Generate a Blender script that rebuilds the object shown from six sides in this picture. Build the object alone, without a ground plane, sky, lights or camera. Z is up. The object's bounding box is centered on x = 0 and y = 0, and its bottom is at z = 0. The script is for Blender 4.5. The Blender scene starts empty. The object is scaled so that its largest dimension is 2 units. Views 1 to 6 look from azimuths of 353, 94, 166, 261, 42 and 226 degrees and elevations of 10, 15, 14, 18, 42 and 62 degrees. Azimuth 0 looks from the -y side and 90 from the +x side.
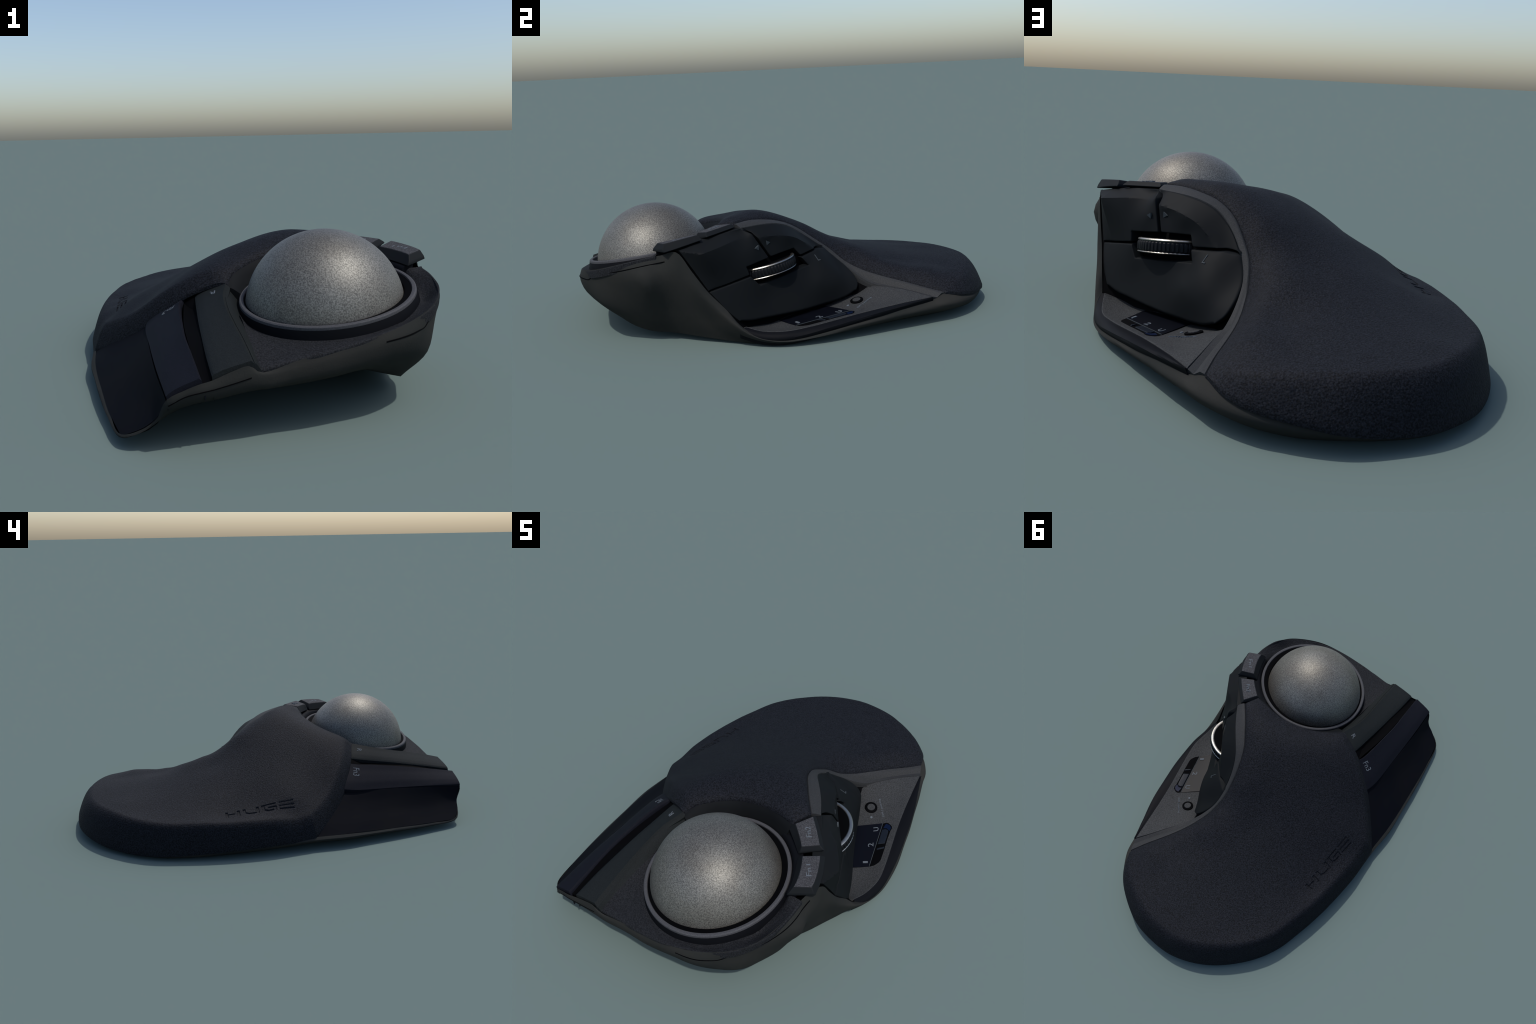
import bpy, math
import numpy as np
from mathutils import Vector
from mathutils.geometry import delaunay_2d_cdt

A = np.array
ROOT = bpy.data.objects.new("trackball_mouse", None)
bpy.context.scene.collection.objects.link(ROOT)
ROOT["label"] = "black ergonomic trackball mouse with large speckled grey ball"
ROOT["category"] = "trackball mouse"

# ----------------------------------------------------------------------------
# small geometry toolkit
# ----------------------------------------------------------------------------
def spline(pts, n, closed=False):
    """Catmull-Rom through the control points, resampled to n even steps."""
    P = A(pts, float)
    m = len(P)
    if closed:
        Q = np.vstack([P[-1], P, P[0], P[1]]); segs = m
    else:
        Q = np.vstack([2*P[0]-P[1], P, 2*P[-1]-P[-2]]); segs = m-1
    out = []
    for i in range(segs):
        p0, p1, p2, p3 = Q[i:i+4]
        k = [0.0]
        for a, b in ((p0, p1), (p1, p2), (p2, p3)):
            k.append(k[-1] + max(np.linalg.norm(b-a), 1e-6)**0.5)
        t = np.linspace(k[1], k[2], 24, endpoint=False)[:, None]
        a1 = (k[1]-t)/(k[1]-k[0])*p0 + (t-k[0])/(k[1]-k[0])*p1
        a2 = (k[2]-t)/(k[2]-k[1])*p1 + (t-k[1])/(k[2]-k[1])*p2
        a3 = (k[3]-t)/(k[3]-k[2])*p2 + (t-k[2])/(k[3]-k[2])*p3
        b1 = (k[2]-t)/(k[2]-k[0])*a1 + (t-k[0])/(k[2]-k[0])*a2
        b2 = (k[3]-t)/(k[3]-k[1])*a2 + (t-k[1])/(k[3]-k[1])*a3
        out.append((k[2]-t)/(k[2]-k[1])*b1 + (t-k[1])/(k[2]-k[1])*b2)
    out = np.vstack(out + [P[0:1] if closed else P[-1:]])
    s = np.r_[0, np.cumsum(np.linalg.norm(np.diff(out, axis=0), axis=1))]
    t = np.linspace(0, s[-1], n+1)[:-1] if closed else np.linspace(0, s[-1], n)
    return np.stack([np.interp(t, s, out[:, j]) for j in range(P.shape[1])], 1)

def line(pts, step):
    """straight polyline resampled to about 'step'."""
    P = A(pts, float); out = []
    for a, b in zip(P[:-1], P[1:]):
        k = max(1, int(round(np.linalg.norm(b-a)/step)))
        out += [a+(b-a)*i/k for i in range(k)]
    return A(out + [P[-1]])

class TPS:
    """thin-plate height surface through control points (u, v, w)."""
    def __init__(self, pts, lam=1e-5):
        P = A(pts, float); self.c = P[:, :2]; n = len(P)
        K = self.k(self.c[:, None]-self.c[None]) + lam*np.eye(n)
        Q = np.c_[np.ones(n), self.c]
        M = np.block([[K, Q], [Q.T, np.zeros((3, 3))]])
        self.w = np.linalg.solve(M, np.r_[P[:, 2], 0, 0, 0])
    @staticmethod
    def k(d):
        r2 = (d**2).sum(-1)
        return 0.5*r2*np.log(r2+1e-12)
    def __call__(self, q):
        q = A(q, float).reshape(-1, 2); out = np.empty(len(q))
        for i in range(0, len(q), 4000):
            s = q[i:i+4000]
            out[i:i+4000] = self.k(s[:, None]-self.c[None]) @ self.w[:-3] + self.w[-3] + s @ self.w[-2:]
        return out

def inside(q, poly):
    q = A(q); x, y = q[:, 0], q[:, 1]; r = np.zeros(len(q), bool)
    P = A(poly); N = np.roll(P, -1, 0)
    for (x1, y1), (x2, y2) in zip(P[:, :2], N[:, :2]):
        if y1 == y2: continue
        c = ((y1 > y) != (y2 > y)) & (x < (x2-x1)*(y-y1)/(y2-y1)+x1)
        r ^= c
    return r

def seg_dist(q, a, b):
    """distance of points q to segments a-b, nearest segment index and parameter."""
    q = A(q); best = np.full(len(q), 1e9); idx = np.zeros(len(q), int); par = np.zeros(len(q))
    for i in range(len(a)):
        d = b[i]-a[i]; L = max(d @ d, 1e-12)
        t = np.clip(((q-a[i]) @ d)/L, 0, 1)
        e = np.hypot(*(q-a[i]-t[:, None]*d).T)
        m = e < best; best[m] = e[m]; idx[m] = i; par[m] = t[m]
    return best, idx, par

TOP = (A((0, 0, 0.)), A((1, 0, 0.)), A((0, 1, 0.)), A((0, 0, 1.)))
_t = A((-0.639, 0.769, 0)); _t /= np.linalg.norm(_t)
WALL = (A((.39, -.05, 0.)), _t, A((0, 0, 1.)), A((_t[1], -_t[0], 0.)))
def to_frame(P, F):
    d = A(P, float)-F[0]
    return np.stack([d @ F[1], d @ F[2], d @ F[3]], -1)
def from_frame(q, F):
    q = A(q); return F[0] + q[:, :1]*F[1] + q[:, 1:2]*F[2] + q[:, 2:3]*F[3]

def finish(name, verts, faces, mat, parent=ROOT, angle=35):
    me = bpy.data.meshes.new(name)
    me.from_pydata([tuple(map(float, v)) for v in verts], [], [tuple(int(i) for i in f) for f in faces])
    me.validate(); me.update()
    import bmesh
    bm = bmesh.new(); bm.from_mesh(me)
    bmesh.ops.remove_doubles(bm, verts=bm.verts, dist=1e-6)
    bmesh.ops.recalc_face_normals(bm, faces=bm.faces)
    bm.to_mesh(me); bm.free()
    me.polygons.foreach_set("use_smooth", [True]*len(me.polygons))
    me.set_sharp_from_angle(angle=math.radians(angle))
    me.materials.append(mat)
    ob = bpy.data.objects.new(name, me)
    bpy.context.scene.collection.objects.link(ob)
    ob.parent = parent
    return ob

SURF = {}
def cdt(loop, extra_loops, pts):
    vs = [Vector(p) for p in loop]; es = []; fs = [list(range(len(loop)))]
    for L in extra_loops:
        k = len(vs); vs += [Vector(p) for p in L]
        es += [(k+i, k+(i+1) % len(L)) for i in range(len(L))]
    vs += [Vector(p) for p in pts]
    v, e, f, ov, oe, of = delaunay_2d_cdt(vs, es, fs, 1, 1e-6)
    return A([tuple(p) for p in v]), [tuple(t) for t in f]

def patch(name, mat, segs, ctrl, frame=TOP, spacing=.012, depth=.05, fit_edge=True,
          deboss=(), deboss_depth=.006, shape=None, angle=35, parent=ROOT, lam=1e-5):
    """A cover panel. segs: list of (points, round_radius[, side]) around the outline in
    order (world coords). Its surface is a thin-plate sheet through the control
    points; the rim is rounded by round_radius and the panel has real depth.
    side=True: the sheet falls over that radius to the rim's own height."""
    B, R, S, CH, G = [], [], [], [], []
    for gi, s in enumerate(segs):
        p = to_frame(s[0], frame)
        G += [gi]*(len(p)-1)
        CH += [len(s) > 2 and s[2] == "chamfer"]*(len(p)-1)
        B.append(p[:-1]); R += (list(s[1][:len(p)-1]) if hasattr(s[1], '__len__') else [s[1]]*(len(p)-1)); S += [len(s) > 2 and bool(s[2])]*(len(p)-1)
    B = np.vstack(B); R = A(R, float); S = A(S, bool); CH = A(CH, bool); G = A(G)
    if (lambda x, y: (x*np.roll(y, -1)-np.roll(x, -1)*y).sum())(B[:, 0], B[:, 1]) < 0:
        B = B[::-1]; R = np.roll(R[::-1], -1); S = np.roll(S[::-1], -1); CH = np.roll(CH[::-1], -1); G = np.roll(G[::-1], -1)
    C = [tuple(p) for p in to_frame(ctrl, frame)] if len(ctrl) else []
    if fit_edge:
        st = max(1, len(B)//140)
        C += [tuple(p) for i, p in enumerate(B) if not S[i] and i % st == 0]
    H = TPS(C, lam); SURF[name] = H
    a2, b2 = B[:, :2], np.roll(B[:, :2], -1, 0)
    # graded points next to the rim
    nrm = np.roll(B[:, :2], -1, 0)-np.roll(B[:, :2], 1, 0)
    nrm = np.stack([-nrm[:, 1], nrm[:, 0]], 1); nrm /= np.linalg.norm(nrm, axis=1)[:, None]+1e-9
    near = []
    for fr in (.06, .2, .42, .7, 1.0):
        d = R*fr; q = B[:, :2]+nrm*d[:, None]
        m = (R > 0) & inside(q, a2)
        q, d = q[m], d[m]
        if len(q):
            e, _, _ = seg_dist(q, a2, b2)
            near.append(q[e > .93*d])
    near = np.vstack(near) if near else np.zeros((0, 2))
    lo, hi = B[:, :2].min(0), B[:, :2].max(0)
    gx, gy = np.meshgrid(np.arange(lo[0], hi[0], spacing), np.arange(lo[1], hi[1], spacing*.87))
    gx[1::2] += spacing*.5
    g = np.stack([gx.ravel(), gy.ravel()], 1); g = g[inside(g, a2)]
    e, ix, _ = seg_dist(g, a2, b2)
    g = g[e > np.where(S[ix], .35*spacing, np.maximum(R[ix]*1.15, spacing*.4))]
    loops, inner = [], []
    for L in deboss:
        L = A(L, float)
        area = (L[:, 0]*np.roll(L[:, 1], -1)-np.roll(L[:, 0], -1)*L[:, 1]).sum()
        if area < 0: L = L[::-1]
        ea = L-np.roll(L, 1, 0); eb = np.roll(L, -1, 0)-L
        na = np.stack([-ea[:, 1], ea[:, 0]], 1); na /= np.linalg.norm(na, axis=1)[:, None]
        nb = np.stack([-eb[:, 1], eb[:, 0]], 1); nb /= np.linalg.norm(nb, axis=1)[:, None]
        off = (na+nb)/(1+(na*nb).sum(1))[:, None]
        I = L+off*.0022
        loops += [L, I]; inner.append(I)
        e, _, _ = seg_dist(g, L, np.roll(L, -1, 0)); g = g[e > .003]
        if len(near):
            e, _, _ = seg_dist(near, L, np.roll(L, -1, 0)); near = near[e > .003]
    V, F = cdt(B[:, :2], loops, np.vstack([near, g]))
    w = H(V)
    if shape is not None: w = w + shape(V)
    e, ix, par = seg_dist(V, a2, b2)
    Rv = R[ix]; wb = B[ix, 2]*(1-par)+np.roll(B[:, 2], -1)[ix]*par
    x = np.clip(e/np.maximum(Rv, 1e-6), 0, 1)
    flat = ~S[ix]
    drop = np.where(Rv > 0, Rv*(1-np.sqrt(np.clip(1-(1-x)**2, 0, 1))), 0)
    w = np.where(flat, w-drop, w)
    # falling sides: strongest side wins, smooth away from it
    w0, nxt = w.copy(), np.roll(B[:, 2], -1)
    for gi in sorted(set(G[S])):
        K = S & (G == gi)
        es, isx, ps = seg_dist(V, a2[K], b2[K])
        wbs = B[K, 2][isx]*(1-ps)+nxt[K][isx]*ps
        xs = np.clip(es/R[K][isx], 0, 1)
        gfun = np.where(CH[K][isx], xs*(1.12-.12*xs), 1-(1-xs)**2.1)
        w = np.minimum(w, np.where(xs < 1, wbs+(w0-wbs)*gfun, w0))
    for I in inner:
        m = inside(V, I) | (seg_dist(V, I, np.roll(I, -1, 0))[0] < 1e-5)
        w[m] -= deboss_depth
    top = from_frame(np.c_[V, w], frame)
    bot = top-frame[3]*depth
    n = len(V)
    faces = [tuple(f) for f in F]+[tuple(n+i for i in f[::-1]) for f in F]
    cnt = {}
    for f in F:
        for i in range(len(f)):
            k = (f[i], f[(i+1) % len(f)])
            cnt[k] = 1
    for (a, b) in cnt:
        if (b, a) not in cnt: faces.append((b, a, n+a, n+b))
    return finish(name, np.vstack([top, bot]), faces, mat, parent, angle)

def loft(name, mat, rows, nu=12, nv=60, thick=(0, 0, -.03), angle=35, parent=ROOT, smooth_u=True, closed_v=False):
    """surface through cross-section rows (each a list of points), given thickness."""
    rr = [spline(r, nu) if smooth_u else line_n(r, nu) for r in rows]
    cols = [spline([r[j] for r in rr], nv, closed_v) for j in range(nu)]
    G = np.stack(cols, 1)                       # nv x nu x 3
    top = G.reshape(-1, 3)
    bot = top+A(thick)
    n = len(top); f = []
    vr = nv if closed_v else nv-1
    for i in range(vr):
        for j in range(nu-1):
            a = i*nu+j; b = ((i+1) % nv)*nu+j
            q = (a, a+1, b+1, b); f.append(q); f.append(tuple(n+k for k in q[::-1]))
    for i in range(vr):
        for j in (0, nu-1):
            a, b = i*nu+j, ((i+1) % nv)*nu+j; f.append((a, b, n+b, n+a))
    if not closed_v:
        for i in (0, nv-1):
            for j in range(nu-1):
                a = i*nu+j; f.append((a, a+1, n+a+1, n+a))
    return finish(name, np.vstack([top, bot]), f, mat, parent, angle)

def line_n(r, n):
    """n points along polyline r that keep its corners."""
    r = A(r, float); t = np.linspace(0, len(r)-1, n)
    return np.stack([np.interp(t, np.arange(len(r)), r[:, k]) for k in range(3)], 1)

def revolve(name, mat, prof, centre, axis, n=128, angle=35, parent=ROOT, bump=None):
    """profile (radius, height) turned around an axis; closed when it ends on the axis."""
    ax = A(axis, float); ax /= np.linalg.norm(ax)
    ux = np.cross(ax, (0, 1, .1)); ux /= np.linalg.norm(ux); uy = np.cross(ax, ux)
    v, f = [], []; m = len(prof)
    for i in range(n):
        th = 2*math.pi*i/n
        for k, (r, h) in enumerate(prof):
            rr = r+(bump(i, k) if bump else 0)
            v.append(A(centre)+(ux*math.cos(th)+uy*math.sin(th))*rr+ax*h)
    for i in range(n):
        for k in range(m-1):
            a, b = i*m+k, ((i+1) % n)*m+k
            f.append((a, b, b+1, a+1))
    return finish(name, v, f, mat, parent, angle)

# ----------------------------------------------------------------------------
# materials
# ----------------------------------------------------------------------------
def material(name, col, rough=.5, spec=.5, metal=0., grain=0., grain_scale=150., kind="noise",
             mottle=0., mottle_scale=6., tint=None, coat=0., speck=0., speck_scale=300.):
    m = bpy.data.materials.new(name); m.use_nodes = True
    nt = m.node_tree; N = nt.nodes; L = nt.links; N.clear()
    out = N.new("ShaderNodeOutputMaterial"); bs = N.new("ShaderNodeBsdfPrincipled")
    L.new(bs.outputs[0], out.inputs[0])
    bs.inputs["Roughness"].default_value = rough
    bs.inputs["Specular IOR Level"].default_value = spec
    bs.inputs["Metallic"].default_value = metal
    bs.inputs["Coat Weight"].default_value = coat
    tc = N.new("ShaderNodeTexCoord")
    base = N.new("ShaderNodeRGB"); base.outputs[0].default_value = (*col, 1)
    cur = base.outputs[0]
    if mottle:
        t = N.new("ShaderNodeTexNoise"); t.inputs["Scale"].default_value = mottle_scale; t.inputs["Detail"].default_value = 4
        L.new(tc.outputs["Object"], t.inputs["Vector"])
        r = N.new("ShaderNodeMapRange"); r.inputs[1].default_value = .35; r.inputs[2].default_value = .68
        r.inputs[3].default_value = 0.; r.inputs[4].default_value = mottle
        L.new(t.outputs[0], r.inputs[0])
        mx = N.new("ShaderNodeMix"); mx.data_type = "RGBA"
        mx.inputs["B"].default_value = (*(tint or tuple(c*1.6 for c in col)), 1)
        L.new(cur, mx.inputs["A"]); L.new(r.outputs[0], mx.inputs["Factor"])
        cur = mx.outputs["Result"]
    if speck:
        t = N.new("ShaderNodeTexNoise"); t.inputs["Scale"].default_value = speck_scale; t.inputs["Detail"].default_value = 2
        L.new(tc.outputs["Object"], t.inputs["Vector"])
        r = N.new("ShaderNodeMapRange"); r.inputs[1].default_value = .36; r.inputs[2].default_value = .64
        r.inputs[3].default_value = 1-speck; r.inputs[4].default_value = 1+speck
        L.new(t.outputs[0], r.inputs[0])
        mx = N.new("ShaderNodeMix"); mx.data_type = "RGBA"; mx.blend_type = "MULTIPLY"
        mx.inputs["Factor"].default_value = 1
        cb = N.new("ShaderNodeCombineColor")
        for k in range(3): L.new(r.outputs[0], cb.inputs[k])
        L.new(cur, mx.inputs["A"]); L.new(cb.outputs[0], mx.inputs["B"]); cur = mx.outputs["Result"]
    L.new(cur, bs.inputs["Base Color"])
    if grain:
        if kind == "leather":
            t = N.new("ShaderNodeTexVoronoi"); t.feature = "SMOOTH_F1"; t.inputs["Scale"].default_value = grain_scale
            t.inputs["Smoothness"].default_value = .5; t.inputs["Randomness"].default_value = 1.
            h = t.outputs["Distance"]
            t2 = N.new("ShaderNodeTexNoise"); t2.inputs["Scale"].default_value = grain_scale*.8
            L.new(tc.outputs["Object"], t2.inputs["Vector"])
            wv = N.new("ShaderNodeVectorMath"); wv.operation = "MULTIPLY_ADD"
            wv.inputs[1].default_value = (.008,)*3
            L.new(t2.outputs["Color"], wv.inputs[0]); L.new(tc.outputs["Object"], wv.inputs[2])
            L.new(wv.outputs[0], t.inputs["Vector"])
        else:
            t = N.new("ShaderNodeTexNoise"); t.inputs["Scale"].default_value = grain_scale; t.inputs["Detail"].default_value = 2
            L.new(tc.outputs["Object"], t.inputs["Vector"]); h = t.outputs[0]
        b = N.new("ShaderNodeBump"); b.inputs["Strength"].default_value = grain; b.inputs["Distance"].default_value = .003
        L.new(h, b.inputs["Height"]); L.new(b.outputs[0], bs.inputs["Normal"])
    return m

M_PAD = material("rubber_grain", (.0078, .0088, .0118), .72, .11, grain=.45, grain_scale=160, kind="leather", speck=.62, speck_scale=190)
M_FLANK = material("black_satin_plastic", (.0028, .0034, .0058), .75, .05, mottle=.6, mottle_scale=5, tint=(.0055, .0056, .0068), grain=.1, grain_scale=300)
M_KEY_BLUE = material("blue_black_key_plastic", (.0062, .0070, .0112), .7, .08, grain=.15, grain_scale=260, speck=.2)
M_KEY = material("dark_key_plastic", (.0112, .0135, .0142), .7, .08, grain=.15, grain_scale=260, speck=.2)
M_DECK = material("textured_deck_plastic", (.0140, .0150, .0172), .75, .08, grain=.5, grain_scale=220, speck=.4, speck_scale=210)
M_RING = material("ring_plastic", (.058, .059, .064), .65, .1, grain=.2, grain_scale=250, speck=.15)
M_FN = material("grey_fn_key_plastic", (.045, .0455, .049), .75, .08, grain=.35, grain_scale=240, speck=.38, speck_scale=240)
M_FN_SIDE = material("dark_fn_key_flank", (.0095, .0110, .0125), .65, .08)
M_STRIP = material("grey_frame_plastic", (.0300, .0312, .0325), .65, .1, grain=.2, grain_scale=240, speck=.2)
M_SHELF = material("grey_shelf_plastic", (.0335, .0350, .0362), .7, .1, grain=.3, grain_scale=260, speck=.32, speck_scale=240)
M_LIP = material("black_lip_plastic", (.0045, .005, .0065), .6, .06)
M_PANEL = material("smooth_black_panel", (.0062, .0074, .0084), .6, .06, mottle=.5, mottle_scale=4, tint=(.0100, .0112, .0120))
M_FASCIA = material("dark_fascia_plastic", (.0065, .0075, .0085), .65, .06, mottle=.4, mottle_scale=8)
M_BASE = material("dull_base_plastic", (.0190, .0208, .0200), .8, .07, mottle=.9, mottle_scale=4, tint=(.0290, .0285, .0262), grain=.15, grain_scale=200)
M_BLACK = material("deep_black_recess", (.0012, .0013, .0017), .8, .04)
M_BALL = material("speckled_metallic_ball", (.146, .144, .130), .54, .6, metal=.55, mottle=.75, mottle_scale=4.5, tint=(.098, .088, .072), speck=.42, speck_scale=235, grain=.08, grain_scale=215)
M_CHROME = material("worn_chrome", (.36, .345, .31), .36, .5, metal=1., grain=.5, grain_scale=45)
M_RUBBER = material("ribbed_wheel_rubber", (.005, .0055, .007), .5, .15)
M_GLOSS = material("smoked_window", (.0025, .0030, .0055), .4, .08)
M_SLIDE = material("blue_black_slider", (.008, .011, .017), .45, .12)
M_BLUE = material("deep_blue_tab", (.001, .005, .022), .5, .12)
M_MARK = material("pale_grey_print", (.10, .115, .13), .7, .08)
M_MARK_DIM = material("dim_grey_print", (.042, .050, .056), .7, .08)

# ----------------------------------------------------------------------------
# palm rest: grained rubber shell with the debossed word
# ----------------------------------------------------------------------------
strip_outer = [(.358, -.18, .485), (.296, -.123, .487), (.237, -.06, .476), (.183, .003, .456), (.145, .079, .42),
               (.124, .158, .362), (.117, .24, .302), (.134, .32, .238), (.165, .41, .198), (.2, .497, .177),
               (.246, .59, .161), (.29, .67, .147), (.328, .751, .133)]
pad_rim = [(.328, .751, .133), (.292, .832, .115), (.235, .893, .1), (.135, .951, .085), (.03, .988, .068), (-.08, .994, .055),
           (-.2, .979, .048), (-.31, .932, .042), (-.4, .867, .034), (-.475, .786, .03), (-.537, .696, .028), (-.588, .58, .031),
           (-.614, .44, .038), (-.63, .3, .047), (-.634, .15, .055), (-.627, 0, .06), (-.602, -.149, .061)]
pad_front = [(-.602, -.149, .061), (-.549, -.208, .09), (-.488, -.268, .124), (-.432, -.315, .168), (-.374, -.355, .218),
             (-.311, -.388, .272), (-.241, -.419, .326), (-.125, -.455, .371), (-.104, -.464, .366)]
pad_arc = [(-.104, -.464, .366), (-.078, -.409, .401), (-.031, -.357, .421), (.025, -.312, .438), (.092, -.28, .453),
           (.167, -.261, .463), (.249, -.258, .474), (.332, -.266, .474)]
pad_end = [(.332, -.266, .474), (.345, -.22, .482), (.358, -.18, .485)]
# crest and saddle of the palm surface
pad_top = [(.1, -.134, .492), (.2, -.15, .502), (.29, -.2, .499), (.2, -.06, .488), (0, -.2, .470), (-.07, -.2, .453), (-.05, -.1, .444), (0, 0, .438), (.1, 0, .466),
           (-.12, -.05, .405), (.07, .15, .390), (-.05, .15, .362), (.06, .3, .300), (-.1, .3, .288), (0, .5, .236), (.08, .5, .228), (.0, .6, .217),
           (.1, .6, .208), (-.1, .6, .216), (-.2, .6, .208), (-.3, .6, .198), (-.4, .6, .182), (0, .75, .200), (.1, .75, .194), (-.2, .75, .194),
           (-.3, .75, .190), (.2, .75, .190), (-.4, .7, .178), (-.2, .5, .225), (-.3, .5, .210), (-.4, .5, .192), (-.5, .5, .174), (-.2, .3, .272),
           (-.3, .3, .245), (-.4, .3, .215), (-.235, 0, .340), (-.235, -.2, .372), (-.4, 0, .262), (-.53, .26, .170), (-.53, .1, .180), (-.485, -.061, .218), (-.522, -.062, .188),
           (.085, .32, .285), (.12, .43, .238), (.155, .52, .212), (.2, .61, .196), (.245, .69, .184)]
# shoulder line where the top turns into the side wall
shoulder = [(.24, .80, .172), (.208, .853, .172), (.1, .908, .182), (-.018, .93, .186), (-.125, .913, .187), (-.226, .88, .184), (-.32, .832, .182), (-.403, .769, .178),
            (-.467, .686, .173), (-.53, .569, .168), (-.568, .47, .165), (-.592, .366, .166), (-.602, .258, .166), (-.603, .145, .165), (-.594, .028, .160), (-.57, -.06, .155)]
# rolled front edge above the finger keys
front_roll = [(-.54, -.13, .175), (-.47, -.215, .212), (-.415, -.26, .250), (-.357, -.30, .298), (-.293, -.335, .345), (-.22, -.367, .386), (-.13, -.41, .406)]
pad_top = pad_top+shoulder+front_roll

def word_strokes():
    """the debossed word's strokes: letter space (a along, b up) mapped on the shell's plan."""
    p0, along, up = A((-.534, .272)), A((.012, -.338)), A((.042, .0))
    R = lambda a0, a1, b0, b1: [(a0, b0), (a1, b0), (a1, b1), (a0, b1)]
    S = [[(0, 0), (.04, 0), (.04, .4), (.13, .4), (.145, .52), (.115, .6), (.04, .58), (.04, .92), (0, .92)],
         R(.165, .208, 0, .95),
         [(.25, .95), (.293, .95), (.293, .42), (.345, .2), (.44, .2), (.44, .95), (.483, .95), (.483, 0), (.325, 0), (.25, .33)],
         [(.515, 1), (.73, 1), (.73, .82), (.565, .82), (.565, .38), (.615, .2), (.69, .2), (.69, .4), (.61, .4), (.61, .6), (.735, .6),
          (.735, 0), (.595, 0), (.515, .3)],
         R(.77, .985, .8, 1), R(.77, .985, .4, .6), R(.77, .985, 0, .2)]
    return [[p0+along*a+up*b for a, b in s] for s in S]

rim_pts = spline(pad_rim, 150)
rim_r = np.interp(np.linspace(0, 1, 150), [0, .06, .18, .45, .6, 1], [.03, .05, .085, .075, .055, .05])
front_pts = spline(pad_front, 80)
front_r = np.interp(np.linspace(0, 1, 80), [0, .1, .85, 1], [.05, .048, .045, .02])
patch("palm_rest", M_PAD,
      [(spline(strip_outer, 130), .012), (rim_pts, rim_r, True), (front_pts, front_r, True),
       (spline(pad_arc, 70), .02), (spline(pad_end, 12), .012)],
      pad_top, spacing=.0105, depth=.012, deboss=word_strokes(), deboss_depth=.0052, angle=40)

# ----------------------------------------------------------------------------
# left finger flank and the two long finger keys
# ----------------------------------------------------------------------------
flank_rows = [
    [(-.385, -.33, .20), (-.43, -.29, .172), (-.49, -.245, .132), (-.548, -.195, .096), (-.597, -.135, .06)],
    [(-.386, -.45, .202), (-.428, -.42, .162), (-.48, -.38, .125), (-.535, -.34, .092), (-.585, -.30, .06)],
    [(-.374, -.62, .196), (-.408, -.61, .155), (-.45, -.58, .118), (-.495, -.57, .084), (-.535, -.58, .05)],
    [(-.352, -.80, .181), (-.378, -.79, .140), (-.41, -.78, .103), (-.45, -.77, .073), (-.495, -.765, .043)],
    [(-.320, -.987, .160), (-.333, -.975, .126), (-.354, -.962, .096), (-.388, -.953, .070), (-.452, -.914, .033)]]
loft("finger_flank", M_FLANK, flank_rows, 28, 60, (.012, .012, -.010))

KEYS = {}
def on_key(name, t, y):
    """point of a finger key's top: t across from left to right edge, at y."""
    l, r, crown = KEYS[name]
    a, b = [A([np.interp(-y, -e[:, 1], e[:, k]) for k in range(3)]) for e in (l, r)]
    return a+(b-a)*t+A((0, 0, crown*4*t*(1-t)))

def finger_key(name, mat, left, right, drop_l, drop_r, crown, ends=.004):
    """long key: top between a left and a right edge curve, with short flanks."""
    n = 60; l, r = spline(left, n), spline(right, n); KEYS[name] = (l, r, crown)
    rows = []
    for i in range(n):
        a, b = l[i], r[i]
        sec = [a+A((.004, 0, -drop_l)), a+A((-.001, 0, -.006)), a+A((.005, 0, .0))]
        for t in (.25, .5, .75): sec.append(a+(b-a)*t+A((0, 0, crown*4*t*(1-t))))
        sec += [b+A((-.005, 0, .001)), b+A((.002, 0, -.006)), b+A((.012, 0, -drop_r))]
        rows.append(sec)
    return loft(name, mat, rows, 25, n, (0, 0, -.02), smooth_u=False)

finger_key("fn_key_long", M_KEY_BLUE,
           [(-.385, -.33, .222), (-.392, -.40, .215), (-.372, -.60, .205), (-.348, -.80, .194), (-.318, -.99, .178)],
           [(-.245, -.385, .308), (-.266, -.43, .303), (-.27, -.511, .296), (-.266, -.614, .283), (-.259, -.724, .266), (-.243, -.838, .245), (-.222, -.985, .215)],
           .03, .05, .004)
finger_key("right_click_key", M_KEY,
           [(-.213, -.41, .325), (-.215, -.439, .321), (-.214, -.538, .305), (-.212, -.64, .289), (-.207, -.747, .269), (-.201, -.857, .248), (-.190, -.976, .222)],
           [(-.106, -.44, .37), (-.108, -.473, .364), (-.122, -.557, .347), (-.119, -.651, .325), (-.107, -.747, .305), (-.091, -.848, .282), (-.074, -.962, .25)],
           .06, .012, .003)
# sloped shoulder between that key and the ball deck
loft("key_shoulder", M_KEY,
     [[(-.108, -.462, .358), (-.085, -.46, .33), (-.06, -.455, .30)],
      [(-.118, -.557, .341), (-.097, -.56, .325), (-.075, -.57, .30)],
      [(-.114, -.651, .319), (-.095, -.655, .305), (-.074, -.67, .285)],
      [(-.102, -.747, .299), (-.09, -.75, .288), (-.067, -.76, .272)],
      [(-.086, -.848, .276), (-.078, -.85, .268), (-.06, -.86, .25)],
      [(-.070, -.961, .245), (-.063, -.960, .238), (-.049, -.957, .217)]], 8, 50, (0, 0, -.02))
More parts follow.
